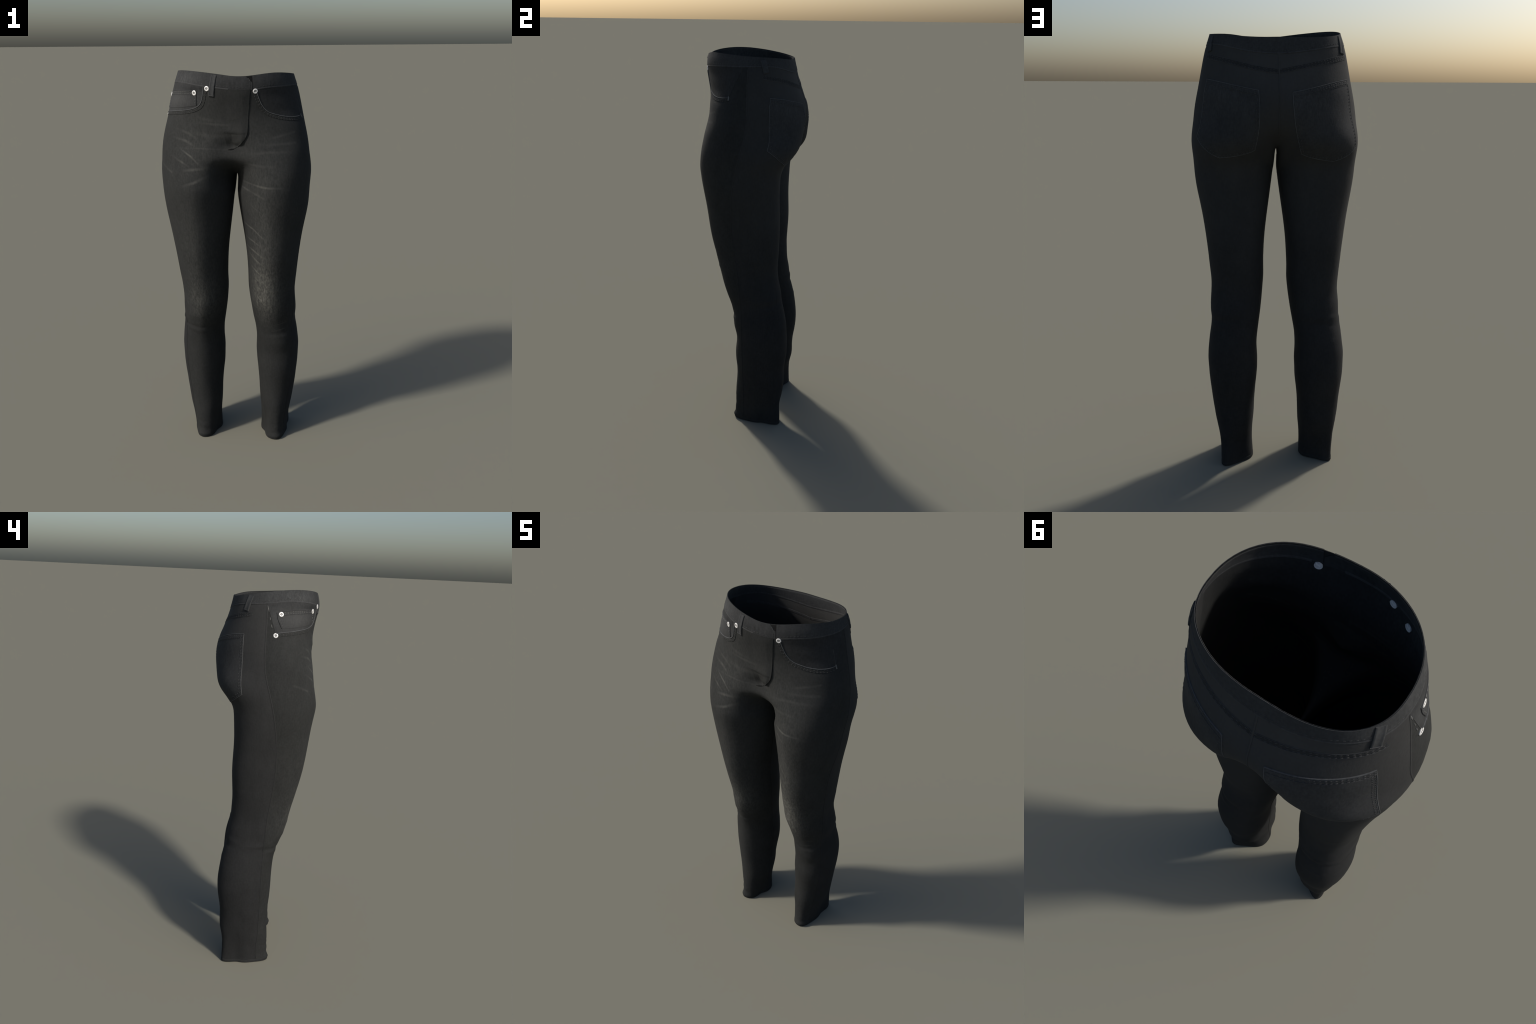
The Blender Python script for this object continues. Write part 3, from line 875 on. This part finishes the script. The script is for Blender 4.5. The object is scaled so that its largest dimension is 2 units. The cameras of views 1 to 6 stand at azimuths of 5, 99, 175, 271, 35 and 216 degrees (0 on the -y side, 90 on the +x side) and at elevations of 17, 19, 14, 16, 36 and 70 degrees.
def fly_h(u, v):
    """the flap lies flat on the left and stands off the cloth along its free edge, most at the lower end"""
    up = sstep(0, .75, u)
    roll = 1 - .40 * sstep(.72, 1.0, u)              # the free edge rolls back
    low = (.0045 + .0065 * sstep(.50, .92, v)) * (.55 + .45 * sstep(0, .12, v))
    tail = 1 - .75 * sstep(.90, 1.0, v) * (1 - sstep(.35, .85, u))
    return .0004 + low * up * roll * tail


fly = patch("fly", f_top, f_bot, f_left, f_right, M_FRONT_A, .004, nu=30, nv=60, hfun=fly_h)
ribbon("fly_dark_strip", FLY, .0042, .0012, M_NEAR_BLACK, fly, shift=-.0018)  # raised black ribbon drawing the dark line beside the flap's free edge
ribbon("fly_dark_strip", [(.012, -.212, 1.642), (-.006, -.213, 1.6375), (-.020, -.215, 1.636)], .0050, .0022, M_NEAR_BLACK, fly, taper=True)  # flap's cast shadow at its lower tip, modelled as a tapered black strip
# dark underlap in the notch of the waistband
NB_ = 10
V = []; Fc = []
for j in range(NB_ + 1):
    for i in range(4):
        phi = 286.0 + i / 3 * 7.8
        a = math.radians(phi); rz = rim_z(math.cos(a), math.sin(a)) - .003
        z = rz + (1.918 - rz) * j / NB_
        q, n = hip_normal(phi - 360, min(z, rz - .002)); q = Vector((q.x, q.y, z))
        V.append(q + n * .0007)
for j in range(NB_):
    for i in range(3):
        a = j * 4 + i; Fc.append([a, a + 1, a + 5, a + 4])
b0 = len(V); V.extend([v + Vector((0, .002, 0)) for v in V[:b0]])
Fc.extend([[i + b0 for i in reversed(f)] for f in Fc[:]])
add("fly_underlap", V, Fc, M_NEAR_BLACK, fly)
stitches("loose_thread", [([(.082, -.243, 1.968), (.088, -.243, 1.960), (.0905, -.243, 1.950)], 0)], M_THREAD_PALE, fly, length=.006, gap=.001, width=.0014, lift=.003)


# ------------------------------------------------------------------ belt loops
def belt_loop(top, bottom, width):
    a, b = Vector(top), Vector(bottom)
    pts = [tuple(a.lerp(b, t)) for t in (0, .25, .5, .75, 1)]
    F = frames(curve(pts, .006)); V = []; Fc = []
    n_ = len(F)
    prof = [(-.5, -.004), (-.5, .0022), (-.42, .0034), (-.30, .0032), (-.24, .0022), (0, .0026), (.24, .0022), (.30, .0032), (.42, .0034), (.5, .0022), (.5, -.004)]
    for i, (p, t, n, s) in enumerate(F):
        f = i / (n_ - 1)
        lift = .0012 + .0014 * math.sin(math.pi * f)
        for x, h in prof:
            q, _ = snap(p + s * (x * width))
            c = Vector((q.x, q.y, p.z + s.z * x * width)) if i == 0 else q
            V.append(c + n * (lift + h))
    K = len(prof)
    for i in range(n_ - 1):
        for j in range(K - 1): Fc.append([i * K + j, i * K + j + 1, (i + 1) * K + j + 1, (i + 1) * K + j])
    Fc.append(list(range(K))); Fc.append([(n_ - 1) * K + j for j in reversed(range(K))])
    lp = add("belt_loop", V, Fc, M_LOOP, sharp=50)
    # bar tack across the lower end
    p, t, n, s = F[-1]
    e = p - t * .004
    ribbon("bar_tack", [tuple(e - s * width * .52), tuple(e), tuple(e + s * width * .52)], .004, .0052, M_EDGE_DARK, lp)
    return lp


belt_loop((-.076, -.238, 1.981), (-.091, -.245, 1.885), .026)
belt_loop((-.264, .080, 1.964), (-.273, .103, 1.893), .030)
belt_loop((.270, .068, 1.959), (.284, .088, 1.901), .028)


# ------------------------------------------------------------------ rivets
def lathe(name, prof, mat, seg=28):
    V = []; Fc = []
    for r, z in prof:
        for k in range(seg):
            a = 2 * math.pi * k / seg; V.append((r * math.cos(a), r * math.sin(a), z))
    for i in range(len(prof) - 1):
        for k in range(seg):
            Fc.append([i * seg + k, i * seg + (k + 1) % seg, (i + 1) * seg + (k + 1) % seg, (i + 1) * seg + k])
    Fc.append(list(reversed(range(seg)))); Fc.append([(len(prof) - 1) * seg + k for k in range(seg)])
    me = bpy.data.meshes.new(name); me.from_pydata(V, [], Fc)
    me.polygons.foreach_set("use_smooth", [True] * len(me.polygons)); me.materials.append(mat); me.update()
    me.set_sharp_from_angle(angle=math.radians(40))
    return me


RIVET = lathe("rivet", [(.0115, -.0085), (.0118, -.0072), (.0115, -.001), (.0118, .0004), (.0116, .0013), (.0104, .0021), (.0082, .0025), (.0062, .0024), (.0054, .0020), (.0047, .0012)], M_METAL)
RIVET_EYE = lathe("rivet_eye", [(.0050, .0010), (.0049, .0015), (.0040, .0017)], M_METAL_DARK)
RIVET_PIN = lathe("rivet_pin", [(.0018, .0010), (.0018, .0020), (.0010, .0023)], M_METAL)
for i, p in enumerate([(-.111, -.243, 1.921), (-.175, -.219, 1.900), (.117, -.241, 1.908), (-.307, -.063, 1.886), (-.333, -.042, 1.789)]):
    q, n = smooth_normal(p)
    lift = .0022 if i in (1, 3) else .0012
    ob = bpy.data.objects.new("rivet", RIVET)
    bpy.context.scene.collection.objects.link(ob); ob.parent = root
    ob.location = q + n * lift
    ob.rotation_euler = n.to_track_quat('Z', 'Y').to_euler()
    for nm, me in (("rivet_eye", RIVET_EYE), ("rivet_pin", RIVET_PIN)):
        o2 = bpy.data.objects.new(nm, me); bpy.context.scene.collection.objects.link(o2); o2.parent = ob

# ------------------------------------------------------------------ hems
for s in (-1, 1):
    zs = [.0168, .0150, .008, .0006]
    ring = [(-1 + 2 * i / 40) for i in range(40)] + [1 + 2 * i / 24 for i in range(24)]
    V = []; Fc = []
    for k, z in enumerate(zs):
        for t in ring:
            x, y = leg_point(s, t, z)
            q, n = snap((x, y, max(z, .004)))
            n = Vector((n.x, n.y, 0)).normalized()
            V.append(Vector((q.x, q.y, z)) + n * (-.0008 if k == 0 else .0011))
    for t in ring:
        x, y = leg_point(s, t, 0); q, n = snap((x, y, .004)); n = Vector((n.x, n.y, 0)).normalized()
        V.append(Vector((q.x, q.y, .0002)) - n * .0042)
    W = len(ring)
    for k in range(len(zs)):
        for i in range(W):
            f = [k * W + i, (k + 1) * W + i, (k + 1) * W + (i + 1) % W, k * W + (i + 1) % W]
            Fc.append(f if s < 0 else f[::-1])
    add("hem", V, [f[::-1] for f in Fc], M_HEM, sharp=50)
